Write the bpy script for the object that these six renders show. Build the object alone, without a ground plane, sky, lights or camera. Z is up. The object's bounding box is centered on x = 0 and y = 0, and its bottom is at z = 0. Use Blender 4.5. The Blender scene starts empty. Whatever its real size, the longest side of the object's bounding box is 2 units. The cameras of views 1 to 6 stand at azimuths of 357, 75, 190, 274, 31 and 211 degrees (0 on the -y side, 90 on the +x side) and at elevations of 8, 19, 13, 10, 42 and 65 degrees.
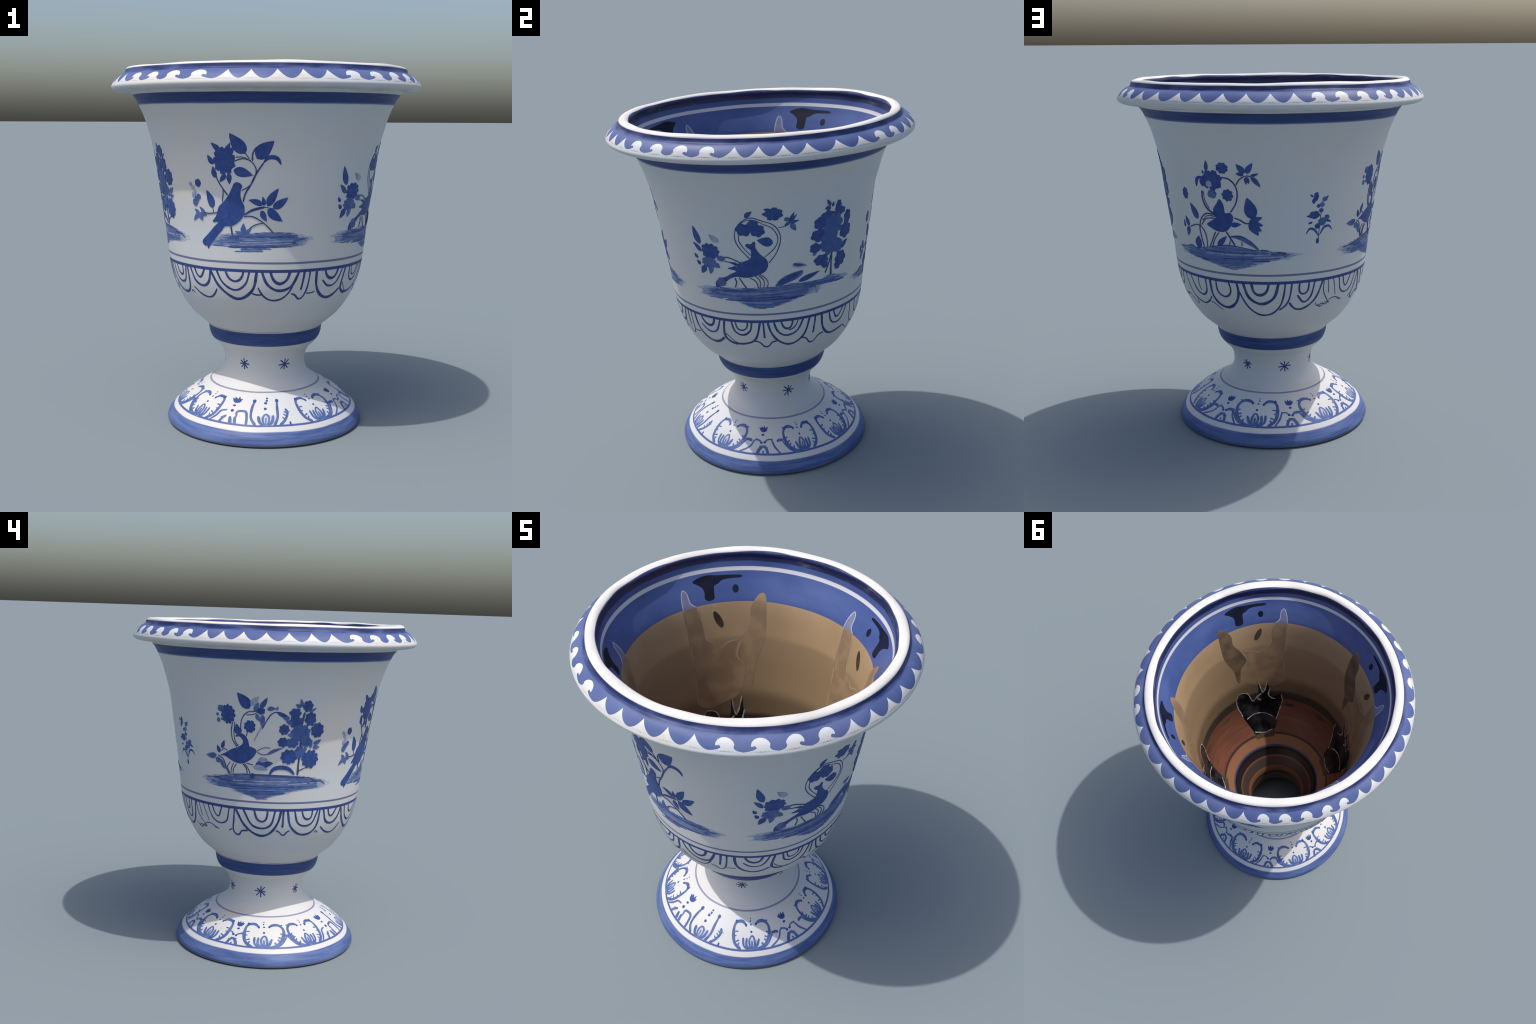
import bpy, math, random
import numpy as np
from mathutils import Vector
from mathutils.geometry import delaunay_2d_cdt

rng = random.Random(7)
scene = bpy.context.scene

# =====================================================================
#  PROFILES  (radius, height) - the pot is thrown on a wheel
# =====================================================================
OUTER = [(0.7220,1.984),(0.727,1.992),(0.738,1.998),(0.752,2.000),(0.768,1.997),(0.777,1.989),(0.780,1.976),(0.784,1.967),
 (0.797,1.961),(0.812,1.953),(0.827,1.941),(0.841,1.925),(0.851,1.909),(0.856,1.896),(0.853,1.885),(0.842,1.875),(0.822,1.869),(0.797,1.869),(0.775,1.872),(0.762,1.873)]
BOWL = [(0.762,1.873),(0.738,1.846),(0.722,1.824),(0.7075,1.795),(0.690,1.757),(0.672,1.708),(0.656,1.652),(0.640,1.598),(0.627,1.535),
 (0.6165,1.465),(0.608,1.400),(0.593,1.300),(0.577,1.190),(0.566,1.100),(0.5555,1.000),(0.5475,0.940),(0.539,0.896),(0.524,0.839),
 (0.502,0.781),(0.478,0.733),(0.453,0.693),(0.415,0.644),(0.377,0.610),(0.346,0.584),(0.331,0.569)]
NECK = [(0.331,0.569),(0.326,0.556),(0.3205,0.521),(0.309,0.492),(0.287,0.464),(0.258,0.436),(0.242,0.409),(0.232,0.380),(0.2295,0.350),(0.231,0.325),(0.239,0.300),(0.251,0.279),(0.279,0.254)]
FOOT = [(0.279,0.254),(0.305,0.236),(0.360,0.205),(0.419,0.170),(0.468,0.132),(0.502,0.102),(0.532,0.072),(0.554,0.044),(0.563,0.018),(0.558,0.005),(0.540,0.000)]
INNER = [(0.540,0.000),(0.50,0.025),(0.44,0.075),(0.36,0.135),(0.27,0.185),(0.215,0.22),(0.190,0.26),(0.185,0.30),(0.182,0.36),(0.190,0.42),(0.207,0.46),(0.254,0.525),(0.285,0.57),
 (0.300,0.603),(0.345,0.65),(0.396,0.71),(0.440,0.775),(0.472,0.85),(0.492,0.93),(0.508,1.05),(0.523,1.19),(0.543,1.32),(0.563,1.45),(0.588,1.58),(0.624,1.735),(0.655,1.80),(0.689,1.86),(0.710,1.905),(0.720,1.945),(0.7220,1.965),(0.7190,1.976),(0.7220,1.984)]


def spline(pts, n):
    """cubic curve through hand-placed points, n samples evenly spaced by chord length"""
    P = np.array(pts, float)
    d = np.r_[0, np.cumsum(np.hypot(*np.diff(P, axis=0).T))]
    t = np.linspace(0, d[-1], n)
    m = np.zeros_like(P)
    if len(P) > 2:
        m[1:-1] = (P[2:] - P[:-2]) / (d[2:] - d[:-2])[:, None]
    m[0] = (P[1] - P[0]) / (d[1] - d[0])
    m[-1] = (P[-1] - P[-2]) / (d[-1] - d[-2])
    i = np.clip(np.searchsorted(d, t, side='right') - 1, 0, len(P) - 2)
    h = d[i + 1] - d[i]
    s = ((t - d[i]) / h)[:, None]
    h = h[:, None]
    return ((2*s**3 - 3*s**2 + 1) * P[i] + (s**3 - 2*s**2 + s) * h * m[i]
            + (-2*s**3 + 3*s**2) * P[i + 1] + (s**3 - s**2) * h * m[i + 1])


def closed_spline(pts, step):
    P = np.array(pts, float)
    out = []
    n = len(P)
    for i in range(n):
        p0, p1, p2, p3 = P[i - 1], P[i], P[(i + 1) % n], P[(i + 2) % n]
        k = max(2, int(np.hypot(*(p2 - p1)) / step))
        for j in range(k):
            t = j / k
            out.append(0.5 * (2*p1 + (p2 - p0)*t + (2*p0 - 5*p1 + 4*p2 - p3)*t*t + (3*p1 - p0 - 3*p2 + p3)*t**3))
    return np.array(out)


def smooth(a, b, x):
    t = np.clip((x - a) / (b - a), 0, 1)
    return t * t * (3 - 2 * t)


def place(theta, r, z):
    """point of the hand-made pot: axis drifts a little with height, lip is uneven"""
    theta, r, z = np.broadcast_arrays(np.asarray(theta, float), np.asarray(r, float), np.asarray(z, float))
    dx = np.interp(z, [0, .10, .30, .57, .75, .95, 1.3, 1.6, 1.8, 1.9, 2.0], [-.004, -.003, 0, .001, .0025, .0035, .003, .002, .001, .001, 0])
    dy = dx * 0.15
    lip = smooth(1.90, 1.99, z)
    inner = lip * smooth(.765, .725, r)
    wob = (.0032*np.sin(5*theta + 1.1) + .0026*np.sin(8*theta + .4) + .0022*np.sin(13*theta + 2.2) + .0012*np.sin(21*theta))
    r2 = r + inner * wob + .0012*np.sin(3*theta + .7) * smooth(.6, 1.9, z)
    z2 = z + lip * (.0016*np.sin(2*theta + .5) + .0017*np.sin(5*theta + 2.0) + .0013*np.sin(9*theta + .3) + .0006*np.sin(17*theta) - .0015)
    return np.stack([r2*np.sin(theta) + dx, -r2*np.cos(theta) + dy, z2], -1)


# =====================================================================
#  MATERIALS
# =====================================================================
class Nodes:
    def __init__(self, name, rough=.48, spec=.22):
        self.mat = bpy.data.materials.new(name)
        self.mat.use_nodes = True
        self.t = self.mat.node_tree
        self.bsdf = self.t.nodes['Principled BSDF']
        self.bsdf.inputs['Roughness'].default_value = rough
        self.bsdf.inputs['Specular IOR Level'].default_value = spec
        self.obj = self.t.nodes.new('ShaderNodeTexCoord').outputs['Object']

    def node(self, kind, **kw):
        n = self.t.nodes.new(kind)
        for k, v in kw.items():
            setattr(n, k, v)
        return n

    def put(self, sock, v):
        if hasattr(v, 'is_linked'):
            self.t.links.new(v, sock)
        elif isinstance(v, tuple) and len(v) == 3 and sock.type == 'RGBA':
            sock.default_value = (*v, 1)
        else:
            sock.default_value = v

    def math(self, op, a, b=0.0, c=0.0):
        n = self.node('ShaderNodeMath', operation=op)
        for s, v in zip(n.inputs, (a, b, c)):
            self.put(s, v)
        return n.outputs[0]

    def noise(self, scale, detail=3.0, stretch=(1, 1, 1), rough=.5, offset=(0, 0, 0)):
        mp = self.node('ShaderNodeMapping')
        self.put(mp.inputs['Vector'], self.obj)
        mp.inputs['Scale'].default_value = stretch
        mp.inputs['Location'].default_value = offset
        n = self.node('ShaderNodeTexNoise')
        self.put(n.inputs['Vector'], mp.outputs[0])
        n.inputs['Scale'].default_value = scale
        n.inputs['Detail'].default_value = detail
        n.inputs['Roughness'].default_value = rough
        return n.outputs['Fac']

    def step(self, x, lo, hi, out0=0.0, out1=1.0):
        n = self.node('ShaderNodeMapRange', interpolation_type='SMOOTHSTEP')
        for s, v in zip(n.inputs, (x, lo, hi, out0, out1)):
            self.put(s, v)
        return n.outputs[0]

    def band(self, x, lo, hi, soft=.0015):
        a = self.step(x, lo - soft, lo + soft)
        b = self.step(x, hi - soft, hi + soft, 1.0, 0.0)
        return self.math('MULTIPLY', a, b)

    def mix(self, fac, a, b):
        n = self.node('ShaderNodeMix', data_type='RGBA')
        self.put(n.inputs[0], fac)
        self.put(n.inputs[6], a)
        self.put(n.inputs[7], b)
        return n.outputs[2]

    def xyz(self):
        n = self.node('ShaderNodeSeparateXYZ')
        self.put(n.inputs[0], self.obj)
        return n.outputs

    def height(self, wobble=.003, scale=2.2):
        z = self.xyz()[2]
        if not wobble:
            return z
        w = self.math('SUBTRACT', self.noise(scale, 2.0, (1, 1, .3)), .5)
        return self.math('MULTIPLY_ADD', w, wobble * 2, z)

    def radius(self):
        x, y, _ = self.xyz()
        return self.math('SQRT', self.math('ADD', self.math('MULTIPLY', x, x), self.math('MULTIPLY', y, y)))

    def color(self, c):
        self.put(self.bsdf.inputs['Base Color'], c)

    def bump(self, fac, strength=.15, dist=.004):
        b = self.node('ShaderNodeBump')
        b.inputs['Strength'].default_value = strength
        b.inputs['Distance'].default_value = dist
        self.put(b.inputs['Height'], fac)
        self.put(self.bsdf.inputs['Normal'], b.outputs[0])


WHITE = (.590, .583, .578)
WARM = (.600, .570, .535)
COOL = (.560, .580, .600)
DEEP = (.034, .066, .235)
MID = (.070, .115, .300)
PALE = (.225, .280, .430)
NAVY = (.022, .036, .125)
INK = (.006, .009, .030)


def white_glaze(m):
    c = m.mix(m.step(m.noise(1.7, 4), .42, .70), WHITE, COOL)
    c = m.mix(m.step(m.noise(2.6, 4, offset=(3, 1, 2)), .50, .80), c, WARM)
    speck = m.step(m.noise(34, 2, offset=(9, 4, 1)), .785, .82)
    return m.mix(m.math('MULTIPLY', speck, .35), c, (.36, .34, .33))


def blue_brush(m, dark=DEEP, light=MID, scale=5, amount=(.35, .72)):
    return m.mix(m.step(m.noise(scale, 5, (1, 1, 14), .62), *amount), dark, light)


def make_materials():
    M = {}
    # --- bowl: white with painted bands
    m = Nodes('glazed_bowl_paint')
    z = m.height(.0035)
    c = white_glaze(m)
    grime = m.math('MULTIPLY', m.step(z, 1.850, 1.872), m.step(m.noise(9, 4, (1, 1, 2)), .35, .75))
    c = m.mix(m.math('MULTIPLY', grime, .55), c, (.30, .275, .235))
    c = m.mix(m.band(z, 1.801, 1.853, .002), c, blue_brush(m, (.028, .046, .155), (.036, .064, .205)))
    c = m.mix(m.math('MULTIPLY', m.band(z, 1.797, 1.806, .003), .8), c, MID)
    c = m.mix(m.math('MULTIPLY', m.band(z, .9840, .9955, .0020), .9), c, (.085, .105, .235))
    c = m.mix(m.band(z, .9385, .9555, .0018), c, blue_brush(m, (.038, .055, .20), DEEP))
    c = m.mix(m.math('MULTIPLY', m.band(z, .566, .576, .003), m.step(m.noise(6, 3), .3, .6)), c, (.34, .29, .235))
    m.color(c)
    m.bump(m.noise(5, 3), .08, .01)
    M['bowl'] = m.mat
    # --- collar and stem
    m = Nodes('glazed_stem_paint')
    z = m.height(.0025)
    c = white_glaze(m)
    c = m.mix(m.band(z, .487, .566, .0025), c, blue_brush(m, (.030, .055, .175), (.052, .088, .245), 6))
    m.color(c)
    M['neck'] = m.mat
    # --- foot
    m = Nodes('glazed_foot_paint')
    r = m.radius()
    w = m.math('SUBTRACT', m.noise(3.2, 3), .5)
    r = m.math('MULTIPLY_ADD', w, .009, r)
    c = white_glaze(m)
    c = m.mix(m.math('MULTIPLY', m.band(r, .286, .300, .004), m.step(m.noise(3, 3, offset=(1, 7, 2)), .40, .62, 0, .5)), c, (.58, .47, .42))
    c = m.mix(m.math('MULTIPLY', m.band(r, .3090, .3185, .0018), .80), c, (.125, .135, .27))
    c = m.mix(m.band(r, .4975, .5065, .0018), c, (.068, .100, .285))
    c = m.mix(m.step(r, .526, .531), c, blue_brush(m, (.052, .084, .235), (.112, .165, .345), 4, (.30, .70)))
    c = m.mix(m.step(m.xyz()[2], .016, .006), c, (.22, .21, .20))
    m.color(c)
    M['foot'] = m.mat
    # --- rim
    m = Nodes('glazed_rim_paint')
    z = m.height(.0018, 3)
    r = m.radius()
    c = white_glaze(m)
    under = m.math('MULTIPLY', m.step(z, 1.889, 1.868), m.step(m.noise(7, 4, (1, 1, 3)), .30, .70))
    c = m.mix(m.math('MULTIPLY', under, .5), c, (.34, .315, .27))
    slope = m.mix(m.step(m.noise(4, 3), .35, .65), (.072, .104, .262), (.108, .142, .300))
    c = m.mix(m.step(z, 1.9085, 1.9110), c, slope)
    lipside = m.mix(m.step(m.noise(6, 4, (1, 1, 4)), .38, .68), NAVY, (.085, .105, .25))
    c = m.mix(m.step(z, 1.9575, 1.9630), c, lipside)
    top = m.math('MULTIPLY', m.step(z, 1.9850, 1.9885), m.step(r, .7235, .7275))
    c = m.mix(top, c, m.mix(m.step(m.noise(3, 3), .4, .7), (.70, .675, .645), WHITE))
    m.color(c)
    M['rim'] = m.mat
    # --- inside
    m = Nodes('inner_glaze_and_clay', rough=.33, spec=.4)
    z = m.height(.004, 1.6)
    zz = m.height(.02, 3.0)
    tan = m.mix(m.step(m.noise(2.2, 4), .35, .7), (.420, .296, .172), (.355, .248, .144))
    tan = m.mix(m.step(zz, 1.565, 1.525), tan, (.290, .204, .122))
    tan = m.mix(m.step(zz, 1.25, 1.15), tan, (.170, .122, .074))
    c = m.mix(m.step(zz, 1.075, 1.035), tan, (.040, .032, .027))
    clay = m.mix(m.step(m.noise(5, 4, (1, 1, 9)), .35, .7), (.170, .066, .042), (.120, .050, .036))
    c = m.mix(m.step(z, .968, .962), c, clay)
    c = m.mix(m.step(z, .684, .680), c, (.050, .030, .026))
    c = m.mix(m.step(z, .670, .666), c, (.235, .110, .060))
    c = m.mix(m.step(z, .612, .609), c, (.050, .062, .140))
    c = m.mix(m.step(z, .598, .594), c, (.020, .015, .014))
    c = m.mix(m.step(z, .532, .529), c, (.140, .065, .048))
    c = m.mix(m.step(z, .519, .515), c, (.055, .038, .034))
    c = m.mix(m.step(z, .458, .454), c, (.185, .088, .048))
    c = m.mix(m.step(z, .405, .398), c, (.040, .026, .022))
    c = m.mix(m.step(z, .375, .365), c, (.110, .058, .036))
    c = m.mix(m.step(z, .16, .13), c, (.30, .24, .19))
    blue = m.mix(m.step(m.noise(4, 4, (1, 1, 2)), .30, .72), (.050, .086, .255), (.074, .114, .300))
    c = m.mix(m.step(z, 1.7395, 1.7425), c, blue)
    c = m.mix(m.band(z, 1.8890, 1.9090, .0018), c, (.60, .60, .64))
    dark = m.mix(m.step(m.noise(7, 4, (1, 1, 5)), .55, .78), (.020, .027, .095), (.16, .155, .17))
    c = m.mix(m.step(z, 1.934, 1.942), c, dark)
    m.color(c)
    m.bump(m.noise(6, 4), .12, .008)
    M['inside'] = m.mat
    # --- brush tones
    for key, a, b in (('deep', (.028, .058, .215), (.040, .080, .265)), ('vein', (.050, .098, .285), (.062, .112, .300)), ('mid', (.060, .102, .272), (.098, .148, .330)), ('pale', (.190, .245, .40), (.32, .36, .47)),
                      ('haze', (.36, .39, .475), (.46, .48, .535)), ('line', (.028, .045, .150), (.048, .078, .215)), ('star', (.034, .052, .185), (.050, .080, .235))):
        m = Nodes('cobalt_' + key)
        m.color(m.mix(m.step(m.noise(26, 4, rough=.6), .34, .66), a, b))
        M[key] = m.mat
    m = Nodes('cobalt_wash')
    c = m.mix(m.step(m.noise(7, 5, (1, 1, 12), .6), .30, .70), (.075, .122, .290), (.170, .220, .385))
    m.color(c)
    M['wash'] = m.mat
    m = Nodes('white_wave_glaze')
    m.color(m.mix(m.step(m.xyz()[2], 1.925, 1.950), white_glaze(m), (.62, .65, .70)))
    M['wave'] = m.mat
    for key, col, col2, rough in (('stain', (.004, .006, .018), (.008, .012, .034), .6), ('soot', (.004, .004, .005), (.030, .030, .036), .22), ('drip', (.250, .176, .108), (.325, .230, .140), .3),
                           ('drip_edge', (.40, .30, .20), (.25, .18, .11), .3), ('ash', (.52, .50, .50), (.22, .21, .21), .3), ('scorch', (.045, .034, .026), (.09, .066, .045), .35), ('brown', (.105, .078, .050), (.170, .122, .076), .35), ('drip_blue', (.20, .215, .33), (.14, .165, .31), .3)):
        m = Nodes('inner_' + key, rough=rough)
        m.color(m.mix(m.step(m.noise(11, 4), .35, .68), col, col2))
        M[key] = m.mat
    return M


MAT = make_materials()

# =====================================================================
#  THROWN BODY: one lathe surface, cut into named parts
# =====================================================================
SEG = 384
RIM_P, BOWL_P, NECK_P, FOOT_P, IN_P = spline(OUTER, 96), spline(BOWL, 170), spline(NECK, 90), spline(FOOT, 90), spline(INNER, 260)


def add_object(name, mesh, parent=None):
    ob = bpy.data.objects.new(name, mesh)
    scene.collection.objects.link(ob)
    ob.parent = parent
    return ob


urn = add_object('footed_urn', None)
urn['label'] = 'white glazed footed urn with cobalt blue birds and flowers'
urn['category'] = 'urn'


def build_body():
    prof = np.vstack([RIM_P, BOWL_P[1:], NECK_P[1:], FOOT_P[1:], IN_P[1:-1]])
    n = len(prof)
    th = np.linspace(0, 2*np.pi, SEG, endpoint=False)
    P = place(th[None, :], prof[:, :1], prof[:, 1:])
    du = np.roll(P, -1, 1) - np.roll(P, 1, 1)
    dv = np.roll(P, -1, 0) - np.roll(P, 1, 0)
    N = np.cross(dv, du)
    N /= np.linalg.norm(N, axis=2, keepdims=True) + 1e-12
    out = np.stack([np.sin(th), -np.cos(th), 0*th], -1)
    if (N[len(RIM_P) + 80] * out).sum() < 0:
        N = -N
    a = len(RIM_P) - 1
    b = a + len(BOWL_P) - 1
    # collar hangs from bowl base to underside of the blue band
    c = b + int(np.argmin(abs(NECK_P[:, 1] - .470)))
    d = b + len(NECK_P) - 1
    e = d + len(FOOT_P) - 1
    zi = prof[e:, 1]
    f = e + int(np.argmax(zi > .62))
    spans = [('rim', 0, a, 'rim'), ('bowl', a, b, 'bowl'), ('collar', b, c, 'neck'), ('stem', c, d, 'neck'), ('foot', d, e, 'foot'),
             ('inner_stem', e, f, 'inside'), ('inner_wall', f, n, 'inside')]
    parts = {}
    for name, i0, i1, mat in spans:
        rows = [i % n for i in range(i0, i1 + 1)]
        V = P[rows].reshape(-1, 3)
        k = np.arange(len(rows) - 1)[:, None] * SEG
        j = np.arange(SEG)[None, :]
        j2 = (j + 1) % SEG
        F = np.stack([k + j, k + SEG + j, k + SEG + j2, k + j2], -1).reshape(-1, 4)
        me = bpy.data.meshes.new(name)
        me.from_pydata(V.tolist(), [], F.tolist())
        me.update()
        me.polygons.foreach_set('use_smooth', [True] * len(me.polygons))
        me.normals_split_custom_set_from_vertices(N[rows].reshape(-1, 3).tolist())
        me.materials.append(MAT[mat])
        parts[name] = add_object(name, me, urn)
    return parts


PART = build_body()

# =====================================================================
#  BRUSH WORK: raised enamel laid on the surface
# =====================================================================
def profile_lookup(prof, zs):
    """radius and outward normal of a profile as functions of height (profile must be monotone in z)"""
    o = np.argsort(prof[:, 1])
    p = prof[o]
    tr, tz = np.gradient(p[:, 0]), np.gradient(p[:, 1])
    l = np.hypot(tr, tz) + 1e-12
    nr, nz = tz / l, -tr / l
    z = p[:, 1]
    return np.interp(zs, z, p[:, 0]), np.interp(zs, z, nr), np.interp(zs, z, nz)


OUT_BODY = np.vstack([BOWL_P, NECK_P[1:], FOOT_P[1:-12]])
RIM_TOP = RIM_P[(RIM_P[:, 1] < 1.966) & (RIM_P[:, 1] > 1.893) & (RIM_P[:, 0] > .78)]
FARC = np.r_[0, np.cumsum(np.hypot(*np.diff(FOOT_P, axis=0).T))]
FLINE = np.interp(.503, FOOT_P[:70, 0], FARC[:70])
UNIT = .001


class Canvas:
    """maps motif coordinates (mm, x to the right, y up) onto a zone of the pot"""
    def __init__(self, zone, azimuth=0, z0=0, mirror=1, scale=1):
        self.zone, self.a, self.z0, self.m, self.k = zone, math.radians(azimuth), z0, mirror, scale
        self.squeeze = 1

    def __call__(self, xy, lift):
        xy = np.asarray(xy, float)
        x, y = xy[:, 0] * self.m * UNIT * self.k * self.squeeze, xy[:, 1] * UNIT * self.k
        if self.zone == 'foot':
            s = FLINE - y
            z = np.interp(s, FARC, FOOT_P[:, 1])
            th = self.a + x / .42
            r, nr, nz = profile_lookup(OUT_BODY, z)
        elif self.zone == 'rim':
            z = self.z0 + y
            th = self.a + x / .83
            r, nr, nz = profile_lookup(RIM_TOP, z)
        elif self.zone == 'inside':
            z = self.z0 + y
            th = self.a + x / .60
            r, nr, nz = profile_lookup(IN_P[100:-6], z)
            nr, nz = -nr, -nz
        else:
            z = self.z0 + y
            th = self.a + x / (.23 if self.zone == 'neck' else .60)
            r, nr, nz = profile_lookup(OUT_BODY, z)
        return place(th, r + nr*lift, z + nz*lift)


canvas = Canvas('bowl')
holder = PART['bowl']
layer = 0
height_now = .0003
batch = None          # when a list, strokes are collected into one object
TONES = ['deep', 'mid', 'pale', 'vein']


def at(azimuth, z0, zone='bowl', mirror=1, scale=1):
    global canvas, holder, layer, height_now
    height_now = .0003
    canvas = Canvas(zone, azimuth, z0, mirror, scale)
    holder = PART[{'bowl': 'bowl', 'foot': 'foot', 'rim': 'rim', 'inside': 'inner_wall', 'neck': 'stem'}[zone]]
    layer = 0


def lay(name, verts, faces, mat):
    """put a flat motif on the pot as a thin enamel layer with a rim going into the glaze"""
    global layer, height_now
    layer += 1
    height_now += 4e-6 if batch is not None else (1e-5 if name == 'painted_scallop' else 2.4e-5)
    lift = height_now
    verts = np.asarray(verts, float)
    count = {}
    for f in faces:
        for a, b in zip(f, f[1:] + f[:1]):
            count[(a, b)] = count.get((a, b), 0) + 1
    edge = [(a, b) for (a, b) in count if (b, a) not in count]
    top = canvas(verts, lift)
    ring = sorted({a for e in edge for a in e})
    idx = {v: len(verts) + i for i, v in enumerate(ring)}
    low = canvas(verts[ring], -.0006)
    V = np.vstack([top, low])
    flip = canvas.m < 0 or canvas.zone == 'inside'
    if canvas.m < 0 and canvas.zone == 'inside':
        flip = False
    F = [list(f) for f in faces] + [[b, a, idx[a], idx[b]] for a, b in edge]
    if flip:
        F = [f[::-1] for f in F]
    if batch is not None:
        batch.append((V, F, len(faces), mat))
        return None
    return finish(name, [(V, F, len(faces), mat)])


def finish(name, pieces):
    V, F, smooth_flags, mats, slots = [], [], [], [], []
    base = 0
    for v, f, ntop, mat in pieces:
        if mat not in mats:
            mats.append(mat)
        V.append(v)
        F += [[i + base for i in q] for q in f]
        smooth_flags += [True] * ntop + [False] * (len(f) - ntop)
        slots += [mats.index(mat)] * len(f)
        base += len(v)
    me = bpy.data.meshes.new(name)
    me.from_pydata(np.vstack(V).tolist(), [], F)
    me.update()
    me.polygons.foreach_set('use_smooth', smooth_flags)
    me.polygons.foreach_set('material_index', slots)
    for q in mats:
        me.materials.append(MAT[q])
    # the wall of the enamel meets its face at a sharp edge
    tops = {}
    for p in me.polygons:
        for k in p.edge_keys:
            tops.setdefault(k, set()).add(p.use_smooth)
    me.edges.foreach_set('use_edge_sharp', [len(tops.get(e.key, ())) > 1 for e in me.edges])
    return add_object(name, me, holder)


def together(name, draw, *args):
    """draw several strokes as one named object"""
    global batch, height_now
    height_now += 3e-5
    batch = []
    draw(*args)
    pieces, batch = batch, None
    return finish(name, pieces)


def fill(name, outline, mat, grid=9.0):
    """filled patch: constrained triangulation with inner points so that it follows the curved wall"""
    O = np.asarray(outline, float)
    lo, hi = O.min(0), O.max(0)
    pts = [Vector(p) for p in O]
    n = len(pts)
    edges = [(i, (i + 1) % n) for i in range(n)]
    if max(hi - lo) > grid:
        for i, gx in enumerate(np.arange(lo[0] + grid*.5, hi[0], grid)):
            for gy in np.arange(lo[1] + grid*(.3 + .4*(i % 2)), hi[1], grid):
                pts.append(Vector((gx, gy)))
    v, _, f, *_ = delaunay_2d_cdt(pts, edges, [list(range(n))], 1, 1e-4)
    V = np.array([(p.x, p.y) for p in v])
    F = []
    for t in f:
        a, b, c = V[t[0]], V[t[1]], V[t[2]]
        F.append(list(t) if (b[0]-a[0])*(c[1]-a[1]) - (b[1]-a[1])*(c[0]-a[0]) > 0 else list(t)[::-1])
    if F:
        return lay(name, V, F, mat)


def ribbon(name, pts, width, mat, taper=.35, ragged=0.0, round_off=0):
    P = np.array(pts, float)
    length = np.hypot(*np.diff(P, axis=0).T).sum()
    n = max(8, int(length / max(2.5, min(5, width)))) + 1
    C = spline(P, n)
    if round_off:
        for _ in range(round_off):
            C[1:-1] = .5*C[1:-1] + .25*(C[:-2] + C[2:])
    T = np.gradient(C, axis=0)
    T /= np.linalg.norm(T, axis=1, keepdims=True) + 1e-9
    S = np.stack([-T[:, 1], T[:, 0]], -1)
    t = np.linspace(0, 1, n)
    end = np.minimum(1, np.minimum(t, 1 - t) * length / max(width * .8, 1e-6))
    w = width * .5 * (taper + (1 - taper) * np.sqrt(np.clip(end, 0, 1)))
    w *= 1 + .10*np.sin(t*length/17 + layer) + ragged*np.sin(t*length/9 + 2*layer)
    k = 5 if width > 25 else 3
    V = np.concatenate([C + S * (w * q)[:, None] for q in np.linspace(-1, 1, k)])
    F = []
    for c in range(k - 1):
        for i in range(n - 1):
            F.append([c*n + i, c*n + i + 1, (c+1)*n + i + 1, (c+1)*n + i])
    return lay(name, V, F, mat)


STROKE_NAME, STROKE_MAT = 'painted_stem', 'line'


def stroke(width, *pts, tone=None):
    mat = STROKE_MAT if tone is None else TONES[tone]
    thick = width > 12
    if STROKE_NAME == 'painted_stem' and thick:
        # a broad stroke swells in the middle like a curled leaf
        P = spline(pts, 24)
        T = np.gradient(P, axis=0)
        T /= np.linalg.norm(T, axis=1, keepdims=True)
        S = np.stack([-T[:, 1], T[:, 0]], -1)
        w = (width * .5 * np.sin(np.linspace(.10, math.pi - .06, 24)) ** (.7 if width < 22 else .45))[:, None]
        fill('painted_leaf', np.vstack([P + S*w, (P - S*w)[::-1]]), 'deep' if tone is None else TONES[tone])
    else:
        if STROKE_NAME == 'painted_scallop':
            # strokes that start at the border line are drawn right up to it
            pts = [np.array(p, float) for p in pts]
            for end, nxt in ((0, 1), (-1, -2)):
                if -34 < pts[end][1] < -2:
                    d = pts[end] - pts[nxt]
                    top = pts[end] + d * min(.6, (-3 - pts[end][1]) / max(d[1], 8))
                    top[1] = -3
                    pts = [top] + pts if end == 0 else pts + [top]
            width = 1.22 * width + .8
        if STROKE_NAME == 'painted_scroll':
            width *= 1.5
        if STROKE_NAME == 'painted_scallop':
            ribbon(STROKE_NAME, pts, width, mat, .75, round_off=28)
        else:
            ribbon(STROKE_NAME, pts, width, mat, .45, round_off=2)


def leaf(base, tip, width, tone=0):
    b, t = np.array(base, float), np.array(tip, float)
    d = t - b
    L = np.hypot(*d)
    u = d / L
    s = np.array([-u[1], u[0]])
    k = 13
    q = np.linspace(0, 1, k)
    # fullest below the middle, drawn out to a point
    w = .5 * width * np.sin(math.pi * q ** .78) ** .85 * (1 - .25*q) * 1.08
    bend = (rng.random() - .5) * .10 * L * np.sin(math.pi * q)
    mid = b + q[:, None]*d + bend[:, None]*s
    left = mid + s * w[:, None]
    right = mid - s * w[:, None]
    fill('painted_leaf', np.vstack([left, right[-2:0:-1]]), TONES[tone])
    if L > 62 and L < 3.2 * width and tone == 0 and batch is None:
        def veins():
            ribbon('vein', mid[1:-1:2], 1.6, 'vein', .5)
            for i in (3, 5, 7, 9):
                for sg in (-1, 1):
                    o = mid[i + 1] + sg * s * w[i] * .78 + u * L * .03
                    ribbon('vein', [mid[i - 1], .5*(mid[i - 1] + o) + u*L*.012, o], 1.2, 'vein', .5)
        together('painted_leaf_veins', veins)


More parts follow.
